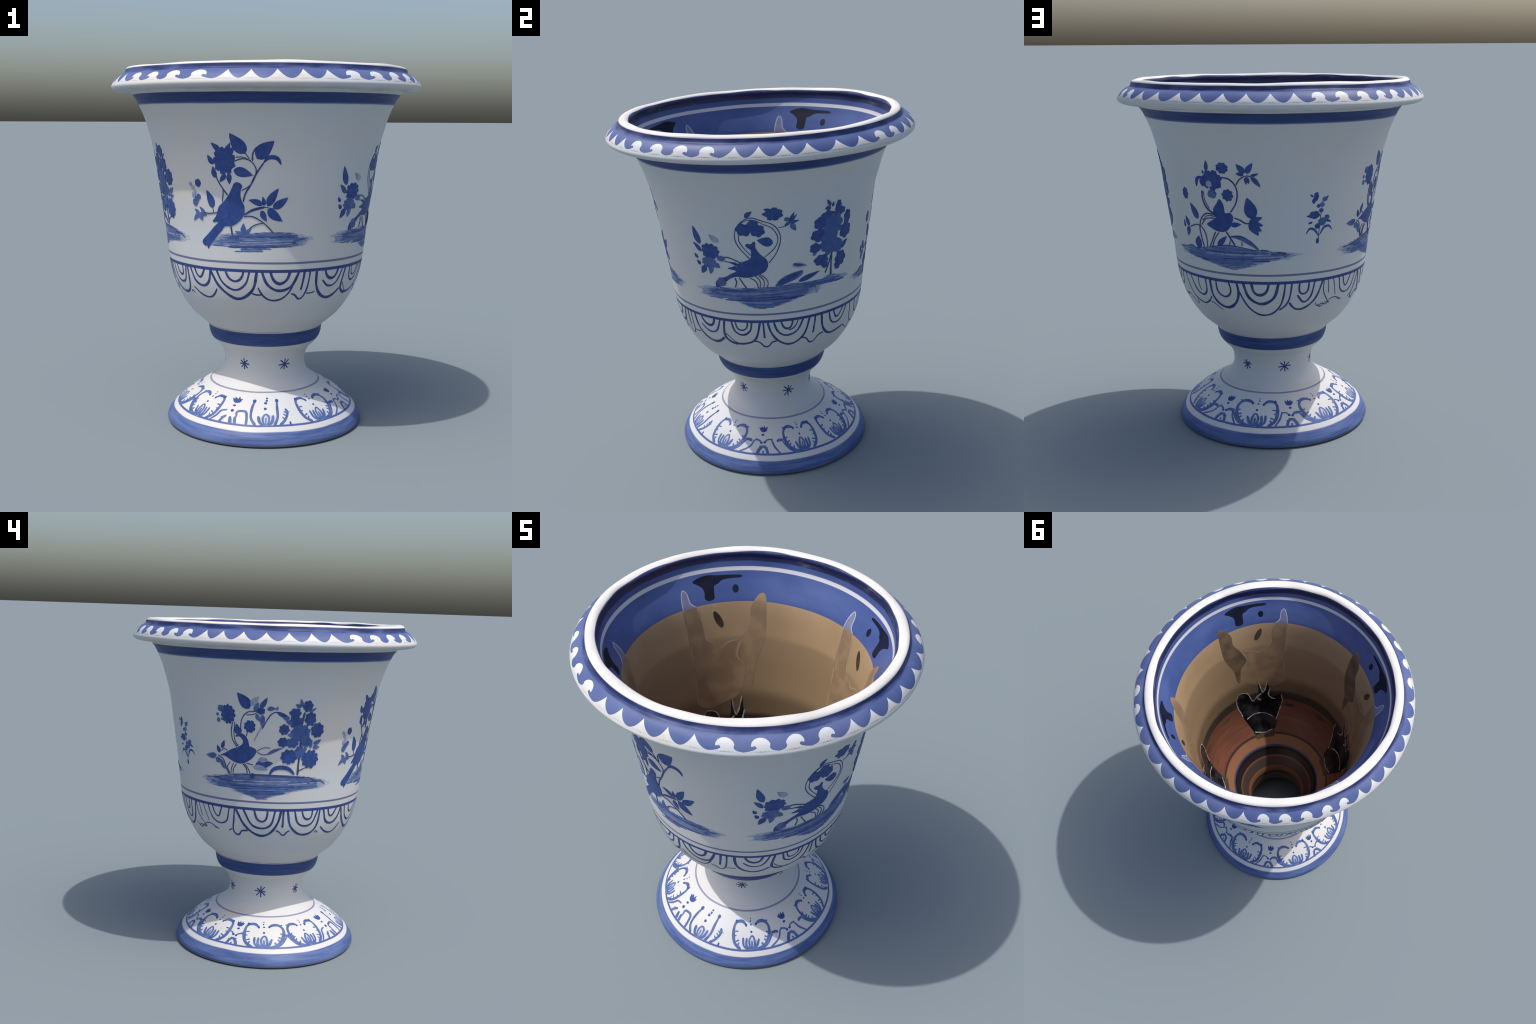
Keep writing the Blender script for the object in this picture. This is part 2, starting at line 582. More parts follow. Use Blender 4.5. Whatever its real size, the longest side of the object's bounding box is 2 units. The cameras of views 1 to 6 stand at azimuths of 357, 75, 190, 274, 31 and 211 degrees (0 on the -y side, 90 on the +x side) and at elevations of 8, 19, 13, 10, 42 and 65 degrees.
def flower(c, rx, ry, lobes, tone=0):
    c = np.array(c, float)
    ph = rng.random() * 6.28
    n = lobes * 12
    a = np.linspace(0, 2*math.pi, n, endpoint=False)
    amp = .13 if lobes > 5 else .08
    jit = np.interp(np.arange(n), np.arange(0, n + 12, 12), [(rng.random() - .5) * .16 for _ in range(len(range(0, n + 12, 12)))])
    jit = (jit + jit[::-1]) * .5
    rr = 1 + amp * (abs(np.cos(lobes * .5 * (a + ph))) - .62) * 1.6 + jit + (.035*np.sin(lobes*2.3*a + ph*3) + .02*np.sin(lobes*3.7*a) if lobes > 6 else 0)
    fill('painted_flower', c + np.stack([rx*rr*np.cos(a), ry*rr*np.sin(a)], -1), TONES[tone])
    if rx > 24 and tone != 2 and batch is None:
        mat = 'vein' if tone in (0, 3) else 'deep'
        if tone == 3:
            mat = 'deep'
        def creases():
            for i in range(lobes):
                b = ph + (i + .9 * rng.random()) * 2*math.pi / lobes
                e = np.array([rx*math.cos(b), ry*math.sin(b)])
                o = np.array([-e[1], e[0]]) * .10 * (rng.random() - .5) * 2
                ribbon('crease', [c + e*(.15 + .2*rng.random()), c + e*.55 + o, c + e*(.78 + .12*rng.random())], 2.0, mat, .3)
        together('painted_petal_creases', creases)


def shape(what, *pts, tone=0):
    fill('painted_' + what, closed_spline(pts, 7), TONES[tone])
    if what == 'bird':
        P = np.array(pts, float)
        c = P.mean(0)
        size = np.ptp(P, axis=0)
        def plumage():
            for i in range(9):
                o = c + size * np.array([(rng.random() - .5)*.20, (rng.random() - .5)*.22])
                ribbon('plume', [o, o + size*np.array([-.03, -.03]), o + size*np.array([-.07, -.05])], 2.2, 'vein', .2)
        together('painted_plumage', plumage)


def ground(*pts):
    """painted bank: rows of wet horizontal sweeps whose ends feather out beyond the bank's edge"""
    O = closed_spline(pts, 9)
    lo, hi = O[:, 1].min(), O[:, 1].max()
    top = {}
    def rows():
        y = lo + 1.5
        while y < hi - 1:
            xs = []
            for (x0, y0), (x1, y1) in zip(O, np.roll(O, -1, 0)):
                if (y0 - y) * (y1 - y) < 0:
                    xs.append(x0 + (x1 - x0) * (y - y0) / (y1 - y0))
            xs.sort()
            for a, c in zip(xs[::2], xs[1::2]):
                w = c - a
                if w < 8:
                    continue
                f = (y - lo) / (hi - lo)
                for grow, tint in ((.085, 'haze'), (.045, 'pale')):
                    e0, e1 = a - w*grow*(.4 + rng.random()), c + w*grow*(.4 + rng.random())
                    yy = y + 2 * (rng.random() - .5)
                    ribbon('sweep', [(e0, yy), (e0*.7 + e1*.3, yy), (e0*.3 + e1*.7, yy), (e1, yy)], 7.5, tint, .03, .1)
                for _ in range(2):
                    e0, e1 = a + w * (.12 * rng.random() - .01), c - w * (.12 * rng.random() - .01)
                    mat = rng.choice(['wash', 'mid', 'mid', 'wash'] if f > .72 else (['mid', 'mid', 'wash', 'deep'] if f > .3 else ['mid', 'wash', 'wash', 'mid']))
                    yy = y + 3 * (rng.random() - .5)
                    ribbon('sweep', [(e0, yy), (e0 + (e1 - e0)*.3, yy + 2*(rng.random()-.5)), (e0 + (e1 - e0)*.7, yy + 2*(rng.random()-.5)), (e1, yy)], 8.5, mat, .03, .15)
            y += 4.6
    together('painted_ground', rows)


def wash(a, b, width, tone=0):
    """one long dry-brush track across the bank"""
    a, b = np.array(a, float), np.array(b, float)
    mats = {0: ('deep', 'mid'), 1: ('mid', 'wash'), 2: ('pale', 'wash')}[tone]
    def sweep():
        for i in range(3):
            off = np.array([0, (i - 1) * width * .27])
            p = a + (b - a) * (.03 + .30*rng.random()) + off
            q = b - (b - a) * (.03 + .30*rng.random()) + off
            m1, m2 = p + (q - p)*.33 + (0, 2.5*(rng.random()-.5)), p + (q - p)*.66 + (0, 2.5*(rng.random()-.5))
            ribbon('sweep', [p, m1, m2, q], width * .24, mats[i % 2], .02, .15)
    together('painted_wash', sweep)


# =====================================================================
#  THE PAINTED SCENES  (mm on the wall, measured from each scene's centre)
# =====================================================================
def perched_bird_scene():
    at(-5, 1.2)
    ground((-282, -94), (-186, -62), (-53, -55), (34, -47), (158, -55), (191, -71), (242, -83), (210, -102), (183, -119), (76, -127), (-81, -130), (-218, -128), (-303, -125))
    wash((-289, -105), (242, -81), 25, tone=1)
    wash((-259, -116), (215, -97), 25, tone=2)
    wash((-297, -126), (194, -118), 13)
    wash((-173, -145), (71, -140), 21, tone=1)
    wash((-244, -79), (208, -68), 13)
    wash((-188, -89), (128, -80), 13, tone=2)
    leaf((-84, 351), (-155, 453), 67)
    leaf((-29, 326), (53, 415), 72)
    leaf((-209, 361), (-255, 405), 30)
    leaf((-251, 296), (-281, 343), 29)
    leaf((-245, 227), (-257, 286), 30)
    leaf((-146, 268), (-49, 243), 51)
    leaf((-188, 246), (-223, 206), 27)
    leaf((-170, 253), (-170, 195), 28)
    leaf((-273, 71), (-304, 164), 44)
    leaf((-2, 94), (-75, 119), 32)
    leaf((5, 90), (-2, 137), 22)
    leaf((22, 87), (78, 179), 43)
    leaf((50, 76), (128, 132), 42)
    leaf((23, 72), (102, 8), 48)
    leaf((-9, 65), (19, 8), 31)
    leaf((-105, -61), (-104, -1), 31, tone=1)
    leaf((-113, -59), (-152, -44), 21, tone=1)
    leaf((-92, -57), (-63, -24), 20, tone=1)
    stroke(21.0, (3, 307), (23, 330), (48, 335), (71, 326), (88, 297))
    flower((-193, 314), 57, 64, 9)
    leaf((-191, 338), (-154, 406), 29)
    leaf((-169, 343), (-140, 386), 29)
    stroke(4.8, (-144, 312), (-98, 327), (-57, 313), (-34, 278), (-37, 239))
    stroke(3.4, (-133, 334), (-94, 334), (-57, 316))
    stroke(4.3, (-84, 354), (-64, 325))
    stroke(7.1, (-28, 386), (-48, 354), (-50, 316))
    stroke(7.6, (3, 307), (-35, 249), (-64, 191), (-89, 152), (-103, 107))
    stroke(5.3, (-37, 239), (-64, 193), (-108, 166))
    stroke(5.8, (-252, 281), (-233, 216), (-204, 168), (-183, 140))
    stroke(4.4, (-207, 168), (-209, 139), (-217, 104))
    stroke(4.0, (-318, 42), (-276, 44), (-249, 51))
    stroke(3.4, (-273, 72), (-272, 47))
    stroke(11.7, (-100, 41), (-61, 64), (-27, 75), (8, 83))
    stroke(5.3, (-103, 33), (-57, 34), (-7, 8), (28, -22), (53, -50))
    stroke(4.4, (-71, -26), (-37, -7), (3, 1))
    stroke(7.3, (-174, -18), (-170, -64))
    stroke(3.4, (3, 84), (52, 75))
    shape('bird', (-134, 208), (-114, 202), (-104, 186), (-112, 172), (-116, 141), (-110, 112), (-98, 88), (-98, 53), (-113, 23), (-140, -2), (-173, -19), (-209, -21), (-234, -49), (-275, -89), (-306, -124), (-323, -145), (-328, -129), (-345, -129), (-359, -107), (-310, -61), (-270, -23), (-246, 0), (-280, 0), (-256, 33), (-238, 78), (-211, 104), (-183, 135), (-163, 169), (-149, 198))
    flower((-354, 198), 18, 20, 5)
    flower((-405, 191), 9, 11, 5, tone=2)
    flower((-390, 173), 10, 12, 5, tone=2)
    flower((-379, 152), 9, 11, 5, tone=2)
    flower((-390, 135), 12, 14, 5, tone=2)
    flower((-358, 127), 13, 15, 5, tone=1)
    flower((-371, 112), 14, 16, 5, tone=1)
    flower((-385, 96), 16, 19, 5, tone=1)
    leaf((-364, 38), (-408, 0), 24, tone=1)
    leaf((-365, 38), (-393, 62), 21, tone=1)
    leaf((-363, 37), (-345, 2), 28, tone=1)
    leaf((-361, 39), (-315, 31), 24, tone=1)
    leaf((-327, 46), (-359, 76), 17, tone=1)
    stroke(4.7, (-332, 48), (-309, 42), (-258, 48))
def strutting_bird_scene():
    at(77, 1.2)
    ground((-401, -83), (-331, -62), (-193, -56), (-98, -53), (17, -48), (110, -41), (208, -45), (288, -44), (363, -33), (465, -78), (414, -81), (289, -74), (184, -116), (109, -134), (13, -164), (-83, -172), (-153, -153), (-224, -119), (-375, -123))
    wash((-418, -94), (183, -72), 27, tone=1)
    wash((-392, -116), (235, -97), 31, tone=1)
    wash((-302, -122), (209, -111), 27)
    wash((-231, -137), (134, -133), 27, tone=1)
    wash((-173, -158), (60, -160), 27, tone=1)
    wash((-341, -91), (62, -82), 13, tone=2)
    wash((158, -58), (469, -79), 18)
    wash((-201, -140), (85, -143), 9, tone=2)
    wash((-403, -81), (16, -56), 9)
    shape('bird', (-88, 218), (-78, 209), (-80, 186), (-59, 147), (-30, 120), (-19, 97), (-21, 69), (-38, 43), (-70, 27), (-112, 13), (-149, 9), (-186, 13), (-215, 8), (-241, -6), (-269, -30), (-298, -53), (-326, -59), (-325, -31), (-301, -6), (-264, 6), (-227, 27), (-195, 47), (-240, 59), (-203, 72), (-184, 73), (-230, 97), (-204, 97), (-173, 90), (-145, 104), (-113, 119), (-104, 143), (-106, 172), (-121, 182), (-131, 198), (-119, 206), (-102, 203))
    stroke(4.7, (-113, 119), (-156, 171), (-180, 218), (-180, 265), (-161, 307), (-121, 342), (-88, 350), (-56, 338), (-25, 325), (7, 312), (35, 282), (50, 239), (45, 193), (23, 142), (-14, 92))
    stroke(4.3, (-101, 134), (-134, 172), (-161, 218), (-162, 253))
    stroke(4.2, (-34, 312), (2, 294), (26, 264), (37, 226), (24, 185), (-3, 154), (-34, 129))
    stroke(3.4, (-148, 316), (-113, 337), (-73, 334), (-34, 312))
    flower((-132, 283), 41, 34, 6)
    flower((-64, 278), 36, 34, 6)
    flower((-86, 314), 28, 23, 5)
    leaf((11, 205), (-69, 225), 53)
    flower((19, 366), 43, 33, 7)
    leaf((-5, 368), (-38, 369), 25)
    leaf((3, 384), (-28, 396), 21)
    leaf((-122, 351), (-85, 385), 25)
    stroke(3.0, (41, 288), (77, 294), (102, 307))
    leaf((98, 308), (121, 368), 19)
    leaf((102, 311), (134, 354), 14)
    leaf((104, 307), (147, 320), 14)
    leaf((106, 306), (129, 263), 30, tone=1)
    flower((84, 331), 13, 11, 5, tone=1)
    leaf((73, 293), (101, 320), 14)
    flower((-331, 151), 53, 44, 10)
    flower((-349, 83), 46, 32, 9, tone=1)
    leaf((-376, 60), (-411, 12), 35)
    leaf((-335, 61), (-352, 15), 31, tone=1)
    leaf((-313, 81), (-285, 59), 31, tone=1)
    leaf((-389, 186), (-419, 285), 39)
    leaf((-389, 143), (-434, 190), 26)
    leaf((-420, 100), (-439, 125), 18)
    leaf((-410, 62), (-430, 86), 22)
    leaf((-274, 210), (-326, 247), 34, tone=2)
    stroke(4.8, (-277, 119), (-238, 124), (-198, 112), (-164, 95))
    stroke(3.0, (-256, 101), (-223, 96))
    flower((-273, 114), 23, 16, 5, tone=1)
    stroke(6.1, (-205, 5), (-198, -19), (-209, -50))
    stroke(5.7, (-181, 9), (-161, -27), (-143, -54))
    stroke(3.9, (-121, 8), (-95, -7), (-81, -31), (-80, -54))
    stroke(3.9, (-93, 20), (-72, 0), (-65, -27), (-71, -56))
    stroke(3.9, (-75, 25), (-49, -1), (-44, -28), (-52, -54))
    stroke(3.9, (-66, 29), (-36, 6), (-23, -24), (-32, -53))
    shape('rock', (17, -48), (31, -20), (69, 8), (124, 25), (169, 30), (167, 9), (134, -13), (91, -29), (58, -40), tone=1)
    leaf((26, -42), (169, 29), 33)
    leaf((146, -31), (274, 8), 29)
    leaf((110, 67), (195, 55), 28, tone=2)
    leaf((115, 75), (183, 62), 15)
    flower((-288, -24), 27, 25, 5, tone=1)
    stroke(8.9, (351, -30), (349, 24), (344, 170), (343, 311))
    stroke(6.2, (311, -13), (333, 43), (343, 84))
    stroke(4.0, (346, 25), (357, -26))
    flower((311, 313), 42, 28, 6)
    flower((263, 281), 33, 34, 6)
    flower((262, 214), 47, 34, 6)
    flower((240, 145), 29, 29, 6)
    flower((281, 69), 44, 31, 6)
    flower((305, 39), 19, 21, 6)
    flower((415, 51), 38, 43, 6)
    flower((397, 17), 22, 26, 6)
    flower((433, 209), 38, 43, 6)
    flower((441, 283), 22, 37, 6)
    flower((386, 329), 33, 23, 6)
    flower((370, 360), 15, 31, 6)
    flower((327, 174), 52, 80, 8, tone=3)
    flower((348, 259), 56, 60, 8, tone=3)
    flower((389, 130), 31, 39, 8, tone=3)
    flower((299, 147), 28, 30, 8, tone=3)
    leaf((414, 109), (456, 151), 27)
    leaf((317, 370), (294, 407), 19)
    flower((304, 358), 15, 12, 5)
    leaf((331, 362), (335, 388), 12)
    leaf((351, 334), (388, 370), 17)
    leaf((247, 115), (225, 105), 13, tone=1)
    leaf((261, -68), (258, -121), 22, tone=2)
def flowering_plant_scene():
    at(180, 1.2)
    ground((-481, -101), (-403, -80), (-360, -89), (-273, -75), (-148, -51), (-78, -54), (30, -73), (88, -70), (120, -83), (168, -82), (216, -98), (130, -123), (50, -139), (-6, -162), (-86, -180), (-171, -174), (-283, -149), (-405, -135), (-464, -123))
    wash((-468, -118), (205, -99), 27, tone=2)
    wash((-444, -134), (189, -109), 24, tone=1)
    wash((-378, -142), (146, -121), 29)
    wash((-276, -148), (114, -131), 24, tone=1)
    wash((-208, -162), (28, -150), 24, tone=1)
    wash((-152, -177), (-17, -165), 16, tone=2)
    shape('bird', (-163, 200), (-147, 185), (-138, 157), (-135, 126), (-109, 129), (-91, 113), (-93, 87), (-107, 55), (-134, 29), (-164, 20), (-200, 25), (-230, 38), (-256, 55), (-232, 73), (-191, 98), (-206, 115), (-202, 147), (-181, 174))
    leaf((-106, 60), (-46, 69), 28)
    flower((-197, 298), 56, 54, 7)
    flower((-203, 224), 27, 23, 4, tone=1)
    flower((-255, 286), 18, 25, 4)
    flower((-216, 277), 18, 18, 6, tone=2)
    leaf((-225, 346), (-217, 403), 23)
    leaf((-246, 328), (-247, 351), 12)
    stroke(20.0, (-257, 314), (-288, 299), (-298, 258))
    flower((-132, 366), 31, 28, 8)
    flower((-113, 223), 30, 31, 8)
    flower((-393, 212), 21, 30, 7)
    leaf((-16, 344), (-57, 390), 32)
    leaf((-8, 341), (25, 397), 30)
    leaf((-21, 334), (-62, 339), 22)
    leaf((12, 330), (53, 343), 15)
    leaf((16, 323), (61, 270), 25)
    leaf((-12, 323), (-9, 282), 18)
    leaf((-7, 324), (5, 288), 18)
    stroke(6.9, (-143, 317), (-100, 309), (-71, 280), (-59, 238), (-70, 181), (-103, 131))
    stroke(5.9, (-64, 278), (-45, 309), (-19, 327))
    stroke(4.4, (-19, 327), (5, 329), (23, 316))
    stroke(9.1, (-264, 239), (-265, 193), (-246, 148), (-206, 119))
    stroke(3.5, (-253, 235), (-252, 189), (-228, 144))
    stroke(6.5, (-190, 110), (-251, 115), (-294, 80), (-312, 24), (-306, -29), (-295, -75))
    stroke(5.5, (-192, 94), (-256, 86), (-296, 47))
    stroke(5.7, (-392, 24), (-334, 45), (-292, 32), (-271, -13), (-269, -73))
    stroke(4.0, (-191, 103), (-247, 103), (-285, 73))
    stroke(6.6, (-204, 18), (-230, -30), (-252, -70))
    stroke(5.6, (-183, 17), (-213, -23), (-234, -68))
    stroke(8.6, (-138, 26), (-115, -9), (-89, -50))
    leaf((-318, 78), (-362, 162), 42)
    leaf((-403, 27), (-421, 83), 30)
    leaf((-403, 25), (-424, -31), 32)
    leaf((-441, 17), (-441, 60), 16)
    leaf((18, 101), (-10, 215), 69)
    leaf((-4, 74), (68, 110), 35)
    leaf((-6, 74), (72, 66), 35)
    leaf((-5, 73), (64, 35), 35)
    leaf((-4, 71), (46, 10), 40)
    flower((21, 60), 30, 29, 5)
    stroke(6.0, (-84, 103), (-52, 92), (-22, 75), (-1, 77))
    flower((-336, -57), 24, 29, 5)
    leaf((-336, -54), (-329, -17), 26)
    leaf((-196, -60), (-136, -1), 31)
    stroke(21.1, (-108, -1), (-53, -8), (-1, -35), (45, -68), tone=1)
    stroke(5.0, (-114, -1), (-53, 3), (0, -24), (43, -65))
    stroke(4.0, (-116, -25), (-124, -52))
    stroke(4.0, (-49, -26), (-48, -52))
    stroke(2.6, (-517, -97), (-475, -100), (-402, -79), (-360, -89), (-273, -75), (-148, -51), (-78, -54), (30, -73), (88, -70), (120, -83), (168, -82), (216, -98))
def flower_sprig_scene():
    at(211, 1.25)
    stroke(4.6, (55, -87), (57, -34), (62, 81), (67, 142))
    flower((52, -81), 10, 15, 4)
    stroke(13.1, (57, -56), (30, -19), (1, -11), (-20, -40))
    stroke(13.1, (61, -51), (88, -8), (119, -4), (142, -29))
    flower((27, 163), 14, 23, 5)
    flower((15, 140), 10, 15, 5)
    flower((24, 63), 30, 21, 5)
    flower((46, 1), 17, 15, 5)
    flower((73, 23), 25, 21, 5, tone=1)
    flower((101, 45), 15, 13, 5, tone=1)
    flower((61, 86), 14, 11, 5)
    flower((64, 116), 14, 13, 5, tone=1)
    flower((78, 146), 15, 13, 5, tone=1)
    flower((43, 111), 10, 11, 5)
    leaf((15, 24), (-12, 16), 13)
    leaf((7, 59), (-23, 60), 14)
    leaf((96, 28), (132, 18), 13)
    leaf((84, 151), (100, 162), 11)
    leaf((11, 162), (-10, 176), 11)
    leaf((85, 52), (109, 55), 12)
def long_necked_bird_scene():
    at(273, 1.2)
    ground((-373, -89), (-327, -78), (-266, -66), (-177, -50), (-104, -46), (-3, -44), (124, -49), (214, -58), (247, -60), (283, -75), (320, -80), (323, -103), (289, -121), (183, -132), (79, -156), (-50, -188), (-102, -176), (-178, -157), (-239, -133), (-330, -134), (-375, -115))
    wash((-367, -101), (320, -85), 29, tone=2)
    wash((-375, -125), (310, -100), 27, tone=1)
    wash((-292, -129), (294, -116), 27)
    wash((-222, -142), (210, -128), 24, tone=1)
    wash((-178, -157), (120, -146), 24)
    wash((-124, -173), (43, -166), 22, tone=1)
    wash((-92, -188), (2, -182), 13, tone=1)
    wash((-316, -109), (-1, -83), 13, tone=1)
    leaf((-178, 177), (-190, 241), 40)
    shape('bird', (-196, 171), (-179, 187), (-157, 186), (-137, 173), (-122, 145), (-116, 116), (-103, 112), (-81, 101), (-76, 84), (-94, 53), (-124, 29), (-160, 13), (-197, 15), (-234, 31), (-267, 48), (-298, 50), (-260, 69), (-226, 90), (-189, 105), (-161, 122), (-152, 143), (-163, 161), (-177, 169), (-192, 165))
    flower((-236, 291), 40, 53, 11)
    flower((-280, 321), 19, 19, 5, tone=1)
    flower((-297, 254), 10, 13, 4, tone=1)
    flower((-277, 261), 6, 7, 4, tone=1)
    flower((-302, 286), 8, 9, 4, tone=1)
    flower((-114, 229), 31, 33, 8)
    leaf((-116, 329), (-179, 416), 61)
    leaf((-107, 348), (-64, 401), 33, tone=2)
    leaf((-87, 315), (-66, 368), 28, tone=1)
    leaf((-58, 334), (-21, 396), 28)
    leaf((-21, 331), (27, 335), 26, tone=1)
    leaf((28, 326), (36, 350), 12, tone=1)
    leaf((-79, 302), (-53, 257), 23, tone=1)
    leaf((-45, 301), (-44, 216), 28, tone=1)
    leaf((31, 317), (99, 282), 22)
    flower((-54, 320), 22, 20, 6)
    stroke(5.2, (-162, 191), (-164, 239), (-151, 283), (-123, 311), (-91, 315), (-46, 327))
    stroke(4.2, (-132, 294), (-95, 298), (-68, 314))
    stroke(5.6, (-43, 222), (-22, 266), (4, 305), (31, 316), (68, 307), (101, 284))
    stroke(5.6, (-44, 236), (-66, 197), (-90, 147), tone=2)
    stroke(4.7, (-127, 198), (-132, 172))
    stroke(4.7, (-211, 250), (-220, 196), (-214, 147), (-189, 108))
    stroke(3.8, (-198, 251), (-205, 187), (-198, 139), (-181, 113))
    leaf((-285, 91), (-266, 140), 23)
    leaf((-299, 64), (-316, 107), 24)
    leaf((-324, 47), (-401, 41), 35, tone=1)
    flower((-315, 21), 17, 17, 5, tone=1)
    leaf((-262, -28), (-305, 32), 30, tone=1)
    stroke(4.8, (-313, 49), (-279, 28), (-259, -25), (-245, -54))
    stroke(3.8, (-288, 76), (-270, 91), (-248, 80))
    stroke(3.3, (-75, 89), (-36, 111), (2, 112))
    stroke(3.8, (-72, 84), (-36, 71), (3, 78))
    leaf((-16, 73), (76, 113), 19, tone=1)
    stroke(3.8, (-235, 17), (-253, -15), (-237, -53))
    stroke(3.8, (-213, 12), (-228, -22), (-231, -52))
    stroke(4.3, (-194, 9), (-214, -21), (-217, -51))
    stroke(5.7, (-155, 12), (-134, -14), (-129, -43))
    stroke(4.3, (-145, 15), (-124, -13), (-111, -42))
    leaf((-81, 10), (22, 25), 48)
    leaf((-95, -1), (-6, -15), 31, tone=2)
    flower((-37, 42), 27, 14, 5, tone=2)
    stroke(4.3, (-134, 18), (-94, 9))
    stroke(23.9, (1, -42), (26, -10), (70, 1), (116, -9), (150, -40))
    flower((-98, -54), 14, 14, 5)
    stroke(10.5, (170, -44), (170, 16), (172, 75), (172, 164), (173, 261), (182, 318))
    stroke(3.8, (173, -19), (214, 0))
    flower((240, 49), 49, 50, 10)
    flower((111, 63), 46, 40, 9)
    flower((72, 146), 28, 28, 7)
    flower((75, 219), 28, 29, 7)
    flower((265, 216), 36, 41, 8)
    flower((135, 265), 35, 35, 7)
    flower((218, 280), 31, 38, 7)
    flower((131, 313), 31, 26, 6)
    flower((198, 352), 26, 31, 6)
    flower((171, 90), 30, 34, 7, tone=3)
    flower((124, 144), 34, 28, 7, tone=3)
    flower((208, 149), 34, 27, 7, tone=3)
    flower((168, 203), 53, 47, 9, tone=3)
    leaf((165, 349), (154, 394), 17, tone=1)
    leaf((157, 345), (129, 362), 21, tone=1)
    leaf((208, 322), (245, 341), 13, tone=1)
    leaf((99, 278), (64, 288), 21, tone=1)
    leaf((119, 250), (81, 268), 24, tone=1)
    leaf((250, 137), (295, 162), 24, tone=1)
    leaf((248, 118), (290, 120), 22, tone=1)
    leaf((124, 188), (96, 190), 22, tone=1)
    leaf((233, 113), (240, 149), 16, tone=1)
    leaf((208, 98), (200, 130), 16, tone=1)
    stroke(2.6, (-411, -89), (-327, -79), (-266, -66), (-177, -50), (-104, -46), (-3, -44), (124, -49), (214, -58), (247, -59), (283, -75), (319, -77), (359, -101))
def scallop_border():
    at(0, 0.95)
    stroke(10.0, (-271, -14), (-261, -44), (-217, -66), (-175, -42), (-166, -9))
    stroke(9.1, (-327, -16), (-301, -73), (-222, -113), (-154, -75), (-133, -12))
    stroke(12.8, (-370, -17), (-323, -99), (-212, -162), (-114, -107), (-89, -7))
    stroke(12.6, (-10, -8), (3, -48), (42, -75), (89, -50), (100, -8))
    stroke(11.7, (-58, -8), (-32, -72), (36, -111), (114, -89), (154, -10))
    stroke(7.7, (-83, -92), (-57, -136), (-20, -161), (21, -166), (66, -154), (106, -118), (132, -61))
    stroke(6.4, (-126, -122), (-94, -136), (-57, -131))
    stroke(10.0, (189, -9), (185, -54), (176, -109))
    stroke(7.7, (224, -9), (221, -66), (209, -128), (187, -162), (167, -166), (152, -150), (152, -135), (118, -128))
    stroke(5.5, (215, -129), (246, -133), (274, -123))
    stroke(11.9, (329, -12), (341, -41), (381, -63), (417, -49), (430, -9))
    stroke(8.3, (317, -63), (367, -102), (431, -89), (471, -11))
    stroke(12.8, (268, -12), (274, -84), (312, -141), (381, -169), (438, -155), (477, -124))
    stroke(6.6, (501, -10), (490, -106), (507, -148), (564, -164))
    stroke(9.3, (-492, -19), (-484, -47), (-455, -63), (-421, -14))
    stroke(11.2, (-526, -28), (-503, -84), (-442, -105), (-393, -77), (-376, -17))
    stroke(7.5, (-533, -117), (-478, -155), (-409, -167), (-366, -143), (-344, -111))
    stroke(7.2, (573, -12), (580, -56), (608, -66), (644, -46), (648, -9))
    stroke(9.0, (549, -17), (561, -74), (611, -96), (663, -62), (673, -8))
    stroke(9.9, (500, -15), (484, -119), (537, -152), (611, -154), (681, -129), (707, -77), (722, -11))
    stroke(4.1, (500, -93), (536, -134), (581, -159))
    stroke(8.9, (742, -11), (745, -111))
    stroke(7.3, (680, -132), (719, -137), (727, -165), (756, -179), (782, -160), (785, -136), (820, -136))
    stroke(8.9, (849, -10), (859, -45), (887, -63), (912, -49), (917, -13))
    stroke(8.9, (805, -9), (823, -66), (874, -102), (947, -81), (981, -13))
    stroke(5.4, (895, -68), (931, -57), (950, -13))
    stroke(9.8, (769, -12), (783, -68), (822, -127), (893, -166), (948, -156), (999, -107), (1024, -11))
    stroke(9.0, (1064, -9), (1058, -115))
    stroke(7.3, (985, -133), (1021, -141), (1029, -166), (1056, -186), (1085, -174), (1092, -144), (1141, -130))
    stroke(8.3, (1207, -21), (1220, -51), (1243, -66), (1279, -17))
    stroke(8.2, (1168, -15), (1179, -60), (1216, -93), (1282, -86), (1314, -18))
    stroke(10.9, (1107, -4), (1126, -93), (1187, -151), (1252, -154), (1327, -140))
    stroke(4.2, (1334, -142), (1420, -190), (1430, -149))
    stroke(5.6, (1506, -17), (1497, -59), (1515, -86))
    stroke(8.5, (1430, -16), (1465, -91), (1524, -114), (1564, -83), (1568, -17))
    stroke(6.7, (1370, -28), (1403, -124), (1501, -168), (1578, -133), (1595, -109))
    stroke(8.3, (1651, -15), (1652, -75), (1708, -102), (1750, -63), (1739, -19))
    stroke(12.0, (1606, -16), (1610, -107), (1660, -158), (1723, -163), (1781, -117), (1798, -59), (1791, -20))
    stroke(3.8, (1577, -144), (1613, -154), (1638, -177), (1659, -185))
    stroke(11.8, (1883, -21), (1890, -61), (1928, -78), (1970, -57), (1980, -17))
    stroke(12.7, (1834, -21), (1857, -90), (1933, -130), (2013, -92), (2035, -22))
    stroke(8.2, (1801, -59), (1845, -144), (1900, -190), (1951, -201), (2013, -183), (2055, -135), (2074, -64), (2078, -21))
    stroke(7.8, (-1724, -167), (-1677, -132), (-1659, -81), (-1652, -16))
    stroke(8.2, (-1605, -29), (-1608, -59), (-1582, -80), (-1547, -64), (-1546, -30))
    stroke(8.2, (-1614, -79), (-1569, -130), (-1526, -97), (-1512, -28))
    stroke(9.2, (-1662, -122), (-1636, -156), (-1594, -171), (-1538, -154), (-1488, -107), (-1460, -30))
    stroke(4.6, (-1442, -22), (-1439, -78), (-1385, -146))
    stroke(4.2, (-1410, -27), (-1397, -90))
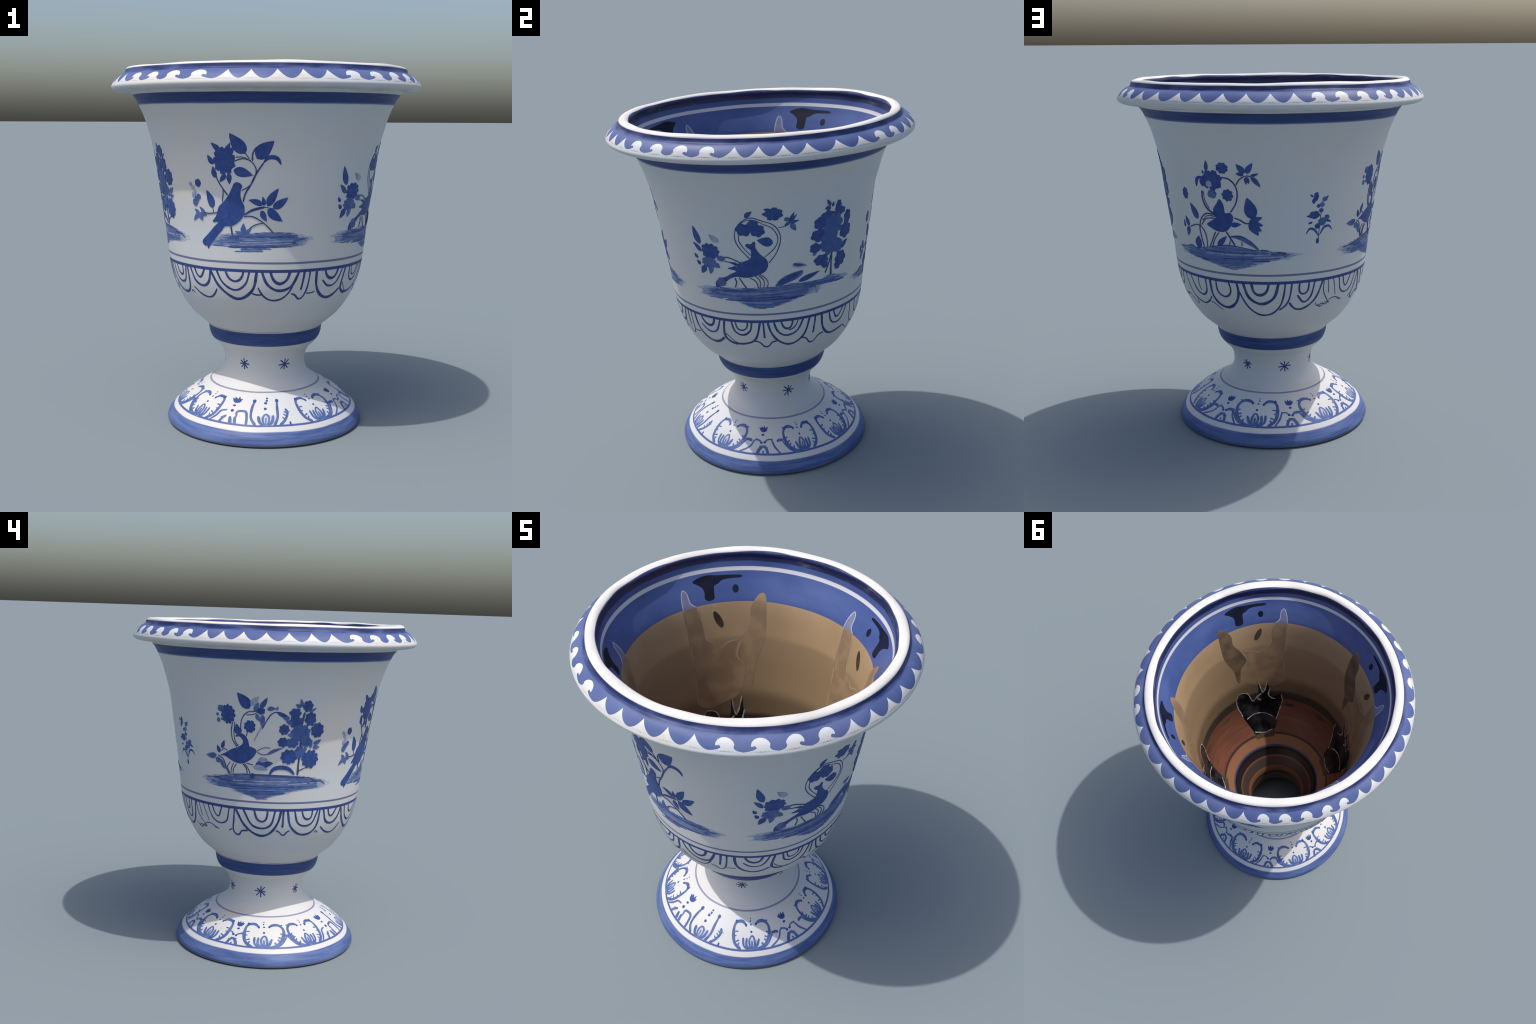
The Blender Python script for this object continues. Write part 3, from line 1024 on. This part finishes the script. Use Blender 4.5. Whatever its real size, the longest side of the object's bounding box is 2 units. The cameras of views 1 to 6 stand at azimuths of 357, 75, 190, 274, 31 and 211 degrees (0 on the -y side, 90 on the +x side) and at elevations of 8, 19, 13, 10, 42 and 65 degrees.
    stroke(3.7, (-1484, -139), (-1465, -170), (-1435, -141), (-1397, -169), (-1380, -139))
    stroke(3.7, (-1382, -134), (-1327, -122), (-1283, -152))
    stroke(3.7, (-1367, -24), (-1336, -110))
    stroke(6.6, (-1285, -23), (-1275, -55), (-1247, -77), (-1223, -25))
    stroke(6.5, (-1320, -27), (-1304, -80), (-1251, -112), (-1186, -93), (-1168, -31))
    stroke(7.9, (-1126, -21), (-1139, -108), (-1149, -135), (-1140, -166), (-1111, -177), (-1090, -155), (-1090, -134), (-1071, -142), (-1042, -137))
    stroke(5.6, (-1180, -150), (-1152, -136))
    stroke(9.2, (-991, -24), (-980, -63), (-941, -80), (-916, -60), (-912, -20))
    stroke(9.2, (-1056, -24), (-1013, -101), (-938, -119), (-886, -94), (-867, -19))
    stroke(11.1, (-1109, -22), (-1067, -100), (-1004, -152), (-943, -168), (-883, -141), (-840, -73), (-829, -18))
    stroke(10.1, (-811, -18), (-811, -109))
    stroke(6.5, (-852, -130), (-824, -135), (-819, -156), (-801, -167), (-783, -156), (-786, -135), (-759, -130))
    stroke(8.3, (-686, -21), (-676, -51), (-645, -67), (-618, -55), (-618, -20))
    stroke(8.3, (-735, -19), (-716, -80), (-667, -104), (-610, -91), (-583, -18))
    stroke(10.1, (-783, -13), (-764, -94), (-717, -142), (-665, -161), (-599, -149), (-568, -105), (-563, -24))
    stroke(3.8, (-572, -152), (-566, -131), (-543, -155))
    stroke(3.9, (-1462, -155), (-1442, -177), (-1403, -139), (-1372, -154))
    stroke(4.3, (-1317, -129), (-1260, -153))
def foot_palmette():
    pass
    stroke(12.3, (-30, 3), (-73, 24), (-110, 75), (-119, 130), (-94, 162), (-54, 163), (-33, 151))
    stroke(12.2, (65, 6), (101, 39), (116, 90), (116, 143), (99, 164), (61, 167), (37, 148))
    stroke(5.8, (-124, 160), (-94, 162))
    stroke(6.7, (99, 164), (112, 175))
    stroke(7.5, (0, 4), (-17, 33), (-12, 75), (-2, 84), (15, 62), (13, 31), (4, 5))
    stroke(6.6, (1, 9), (-1, 50), (3, 55))
    stroke(9.4, (-6, 6), (-31, 31), (-44, 65))
    stroke(9.4, (10, 5), (32, 27), (31, 73))
    stroke(8.5, (17, 1), (48, 28), (53, 74))
    stroke(7.6, (-16, 3), (-36, 15))
    stroke(6.7, (-107, 92), (-94, 100))
    stroke(6.7, (-99, 66), (-80, 75))
    stroke(6.7, (-87, 47), (-75, 60))
    stroke(7.6, (-65, 25), (-58, 42))
    stroke(5.7, (109, 106), (86, 109))
    stroke(5.7, (110, 80), (95, 83))
    stroke(6.6, (97, 49), (76, 59))
    stroke(6.6, (84, 24), (76, 44))
    stroke(5.8, (-136, 85), (-92, 25), (-45, -2))
    stroke(10.6, (-172, 76), (-158, 85), (-140, 84), (-126, 88))
    flower((1, 106), 7, 7, 4)
    flower((2, 148), 7, 5, 4)
    flower((6, 169), 5, 5, 4)
    flower((4, 185), 4, 5, 4)
    flower((-33, 150), 8, 8, 4)
    flower((36, 146), 8, 9, 4)
    flower((107, 165), 9, 9, 4)
def foot_filler():
    pass
    leaf((-4, 136), (-23, 173), 19)
    leaf((-4, 135), (-3, 179), 19)
    leaf((-3, 135), (18, 176), 19)
    leaf((-3, 136), (32, 166), 19)
    flower((2, 119), 9, 7, 4)
    stroke(6.1, (-94, 3), (-65, 48), (-48, 89), (-25, 88), (-13, 74))
    stroke(6.2, (115, 3), (64, 42), (40, 87), (15, 82), (6, 70))
    stroke(7.6, (-48, 89), (-55, 93))
    stroke(7.6, (34, 82), (35, 96))
    stroke(10.4, (-34, -2), (-22, 37), (-5, 48), (11, 33), (23, -2))
    stroke(6.6, (-11, 8), (-5, 22))
    stroke(6.6, (-24, 35), (-31, 43))
    stroke(6.6, (-16, 44), (-17, 55))
    stroke(6.6, (4, 42), (13, 51))
    flower((-13, 73), 8, 7, 4)
    flower((5, 69), 7, 7, 4)
def foot_u_palmette():
    pass
    stroke(9.2, (-56, 5), (-81, 51), (-83, 117), (-75, 160))
    stroke(9.2, (32, 5), (50, 52), (55, 118), (60, 163))
    stroke(6.5, (-9, -1), (-22, 32), (-19, 64), (-7, 75), (6, 64), (7, 32), (-5, -1))
    stroke(4.6, (-9, 7), (-7, 53))
    stroke(9.2, (-16, -1), (-38, 27), (-45, 63))
    stroke(9.2, (1, -1), (21, 27), (30, 69))
    stroke(9.3, (57, 4), (86, 38), (105, 80), (98, 107))
    stroke(5.6, (102, 74), (87, 90))
    stroke(5.6, (96, 59), (81, 74))
    stroke(5.6, (86, 38), (74, 55))
    stroke(2.8, (108, 84), (120, 84))
    flower((-76, 163), 12, 13, 4)
    flower((61, 167), 11, 13, 4)
    flower((-10, 110), 8, 9, 4)
    flower((-8, 150), 10, 9, 4)
    flower((-1, 168), 7, 8, 4)
    flower((1, 185), 7, 6, 4)
    flower((107, 15), 5, 10, 4)
def foot_sprout_filler():
    pass
    leaf((16, 140), (-26, 172), 21)
    leaf((18, 139), (-13, 181), 21)
    leaf((19, 139), (17, 187), 21)
    leaf((19, 141), (41, 174), 21)
    flower((8, 120), 9, 7, 4)
    flower((9, 85), 9, 9, 4)
    stroke(9.4, (-38, 2), (-24, 36), (-11, 51))
    stroke(8.4, (-30, 40), (-34, 33))
    stroke(12.1, (22, 1), (9, 48))
    stroke(11.1, (44, 3), (36, 42), (41, 53))
    stroke(9.3, (41, 53), (36, 80), (57, 88), (83, 86), (94, 49), (97, 5))
    stroke(7.5, (-89, 7), (-65, 41), (-51, 74), (-19, 85))


# =====================================================================
#  SMALLER ORNAMENT
# =====================================================================
def eight_ray_star(size):
    for i in range(8):
        a = i * math.pi / 4 + (rng.random() - .5) * .25
        l = size * (.85 + .3*rng.random())
        e = np.array([math.cos(a), math.sin(a)]) * l
        ribbon('ray', [(0, 0), e*.5, e], 7.2, 'star', .5)
        o = np.stack([e[0]*.9 + 4.0*np.cos(np.linspace(0, 6.28, 9)[:-1]), e[1]*.9 + 4.0*np.sin(np.linspace(0, 6.28, 9)[:-1])], -1)
        fill('ray_tip', o, 'star')


def stars():
    for azimuth, z, k in ((-33.5, .364, 1), (25.2, .363, 1), (97.5, .360, 1.15), (151, .361, .95), (-151.6, .359, 1.05), (-94, .364, 1.1)):
        at(azimuth, z, 'neck')
        together('painted_star', eight_ray_star, 32 * k)


def wave_tooth(width, lean, curl):
    """white wave crest standing on the white edge of the rim; curl 0 = plain point, 1 = round breaking head"""
    h, w = 44.0, width * .5
    q = np.linspace(0, 1, 12)
    if curl < .3:
        left = np.stack([-w + (w + lean*8) * q ** .72, h * q ** 1.35], -1)
        right = np.stack([w - (w - lean*8) * q ** .72, h * q ** 1.35], -1)
        o = np.vstack([left, right[-2::-1]])
    else:
        # concave flank, full round head, hook tucked under on the leaning side
        d = 1 if lean >= 0 else -1
        pts = [(-w, 0), (-w*.62, 6), (-w*.46, 16), (-w*.50, 28), (-w*.28, 40.5), (w*.10, 45), (w*.46, 40), (w*.62, 28), (w*.60, 19), (w*.40, 22), (w*.30, 14), (w*.62, 5), (w, 0)]
        o = spline(pts, 44)
        if d < 0:
            o = np.stack([-o[:, 0], o[:, 1]], -1)[::-1]
    base = np.array([(w, -3.0), (-w, -3.0)])
    fill('painted_wave', np.vstack([o, base]), 'wave', 8.0)


def wave_border():
    az = [0.2, 8.9, 17.5, 26.7, 37.0, 46.5, 56.3, 65.2, 73.6, 82, 90.3, 101.3, 111, 120.5, 129.5, 138, 147, 157, 165.6, 174.4, 182.6, 190.9, 198.9,
          207, 215.5, 224, 232, 239.3, 246.8, 254, 261.9, 270.4, 278.8, 287.3, 295.5, 305, 314.5, 323.5, 333.5, 343.4, 351.4]
    n = len(az)
    for i, a in enumerate(az):
        gap = (((az[(i + 1) % n] - az[i - 1]) % 360) / 2)
        at(a, 1.9100, 'rim')
        near = min((a - c + 180) % 360 - 180 for c in (0,))
        curl, lean = 0.0, 0.15
        for lo, hi in ((22, 60), (117, 134), (204, 243), (300, 337)):
            if lo < a < hi:
                curl = 1.0
        # crests lean away from the middle of each quarter
        k = min(((a - c + 180) % 360 - 180 for c in (0, 90, 180, 270)), key=abs)
        lean = -k / 30
        if 60 < a < 68 or 243 < a < 250 or 134 < a < 160:
            lean = 1.3
        if 290 < a < 300:
            lean = -1.3
        wave_tooth(math.radians(gap) * 830 * 1.0, lean, curl)


def foot_border():
    global STROKE_MAT, STROKE_NAME
    STROKE_MAT, STROKE_NAME = 'mid', 'painted_scroll'
    plan = [('painted_palmette', foot_palmette, (178, 126.5, 228.5, 273.5, 94, 36.5, 308)),
            ('painted_tulip_filler', foot_filler, (204, 152, 251, 65)),
            ('painted_open_palmette', foot_u_palmette, (-1.3,)),
            ('painted_sprout_filler', foot_sprout_filler, (-28,))]
    for name, draw, places in plan:
        for i, a in enumerate(places):
            s = .78 if a in (94, 126.5) else (.88 if a in (36.5, 308) else 1)
            at(a, 0, 'foot', -1 if i % 2 else 1, 1)
            canvas.squeeze = s
            def inked():
                if 'palmette' in name:
                    a2 = np.linspace(0, 2*math.pi, 26)[:-1]
                    fill('tint', np.stack([3 + 46*np.cos(a2), 36 + 33*np.sin(a2)], -1), 'haze')
                draw()
            together(name, inked)


# --- inside of the pot: stains, drips and soot repeated at the four quarters
def inner_stain(flip):
    at(flip[0], 1.80, 'inside', flip[1])
    fill('dark_stain', closed_spline([(-122, 60), (-60, 78), (10, 72), (112, 68), (114, 56), (30, 50), (2, 34), (-20, 24), (-24, -10), (-28, -36), (-56, -42), (-76, -30), (-74, 0), (-80, 22), (-100, 40)], 7), 'stain')
    at(flip[0], 1.80, 'inside', flip[1])
    flower_dot = [(86 + 16*math.cos(t), 4 + 20*math.sin(t)) for t in np.linspace(0, 6.1, 12)]
    fill('dark_spot', closed_spline(flower_dot, 4), 'stain')


def inner_drip(azimuth, mirror):
    at(azimuth, 1.74, 'inside', mirror)
    body = [(-222, -4), (-150, -4), (-128, -95), (-116, -190), (-62, -226), (-34, -252), (20, -220), (70, -213), (44, -308), (108, -370), (96, -480), (60, -560), (-50, -606), (-150, -618), (-228, -560), (-218, -470), (-220, -300), (-226, -140)]
    fill('brown_drip', closed_spline(body, 9), 'drip')
    fill('pale_drip', closed_spline([(-205, 92), (-188, 80), (-180, 24), (-152, 2), (-190, 0), (-224, 2), (-222, 50)], 7), 'drip_blue')
    ribbon('drip_edge', [(-228, -4), (-227, -70), (-226, -140), (-218, -300), (-216, -470), (-226, -560)], 7, 'drip_edge')
    ribbon('drip_edge', [(-150, -6), (-140, -45), (-128, -95), (-116, -190), (-62, -226), (-34, -250), (20, -222), (70, -213)], 8, 'drip_edge')
    ribbon('drip_edge', [(-228, 0), (-222, 50), (-205, 92), (-188, 78), (-179, 24), (-152, 0)], 5, 'haze')
    fill('brown_drip', closed_spline([(196, 44), (222, 26), (230, -100), (224, -210), (196, -300), (170, -370), (160, -480), (136, -500), (112, -372), (60, -310), (84, -222), (138, -122), (140, -44), (166, 14)], 9), 'brown' if mirror > 0 else 'drip')
    ribbon('drip_edge', [(112, -372), (60, -310), (84, -222), (100, -190)], 7, 'drip_edge')
    fill('dark_spot', closed_spline([(-60, -40), (-34, -58), (-10, -110), (-20, -138), (-44, -118), (-62, -76)], 6), 'scorch')


def soot_mask(azimuth, mirror):
    """blistered black patch above the clay floor with ashy outlines"""
    at(azimuth, .93, 'inside', mirror)
    out = [(73, 240), (52, 150), (30, 118), (4, 242), (-12, 95), (-60, 40), (-105, 150), (-180, 172), (-210, 80), (-170, -115), (-110, -235), (-60, -250), (80, -240), (140, -212), (160, -120), (198, 5), (188, 88), (120, 60), (92, 120)]
    fill('scorched_clay', closed_spline([(-105, -215), (95, -215), (112, -290), (50, -316), (-20, -306), (-96, -312), (-112, -260)], 9), 'scorch')
    fill('soot_patch', closed_spline(out, 9), 'soot')
    for w, p in ((9, [(73, 240), (52, 150), (30, 118), (4, 242)]), (7, [(-12, 95), (-60, 40), (-105, 150), (-180, 172), (-210, 80), (-180, -80)]), (12, [(92, 150), (80, 80), (110, 40), (140, 30)]),
                 (8, [(188, 88), (198, 5), (165, -110), (140, -170)]), (7, [(-150, -120), (-60, -96), (40, -110), (120, -150)]), (6, [(-105, -230), (0, -246), (100, -232)]), (14, [(20, 110), (-20, 70), (10, 30)])):
        ribbon('ash_line', p, w, 'ash', .2, .25)
    at(azimuth, .93, 'inside', mirror)


def inside_marks():
    for a, mir in ((227, -1), (47, -1), (134, 1), (315, 1)):
        inner_stain((a, mir))
    for a, mir in ((225, -1), (45, 1), (137, -1), (316, 1)):
        inner_drip(a, mir)
    for a, mir in ((44, -1), (314, 1), (132, 1), (224, -1)):
        soot_mask(a, mir)
    for a in (77, 18, 349, 107, 165, 255, 195, 285):
        at(a, .905, 'inside', 1, 1.3 + .5*rng.random())
        fill('clay_smudge', closed_spline([(-34, 0), (-10, 12), (30, 6), (36, -6), (0, -12)], 6), 'scorch')


perched_bird_scene()
strutting_bird_scene()
flowering_plant_scene()
flower_sprig_scene()
long_necked_bird_scene()
STROKE_NAME = 'painted_scallop'
scallop_border()
foot_border()
stars()
wave_border()
inside_marks()
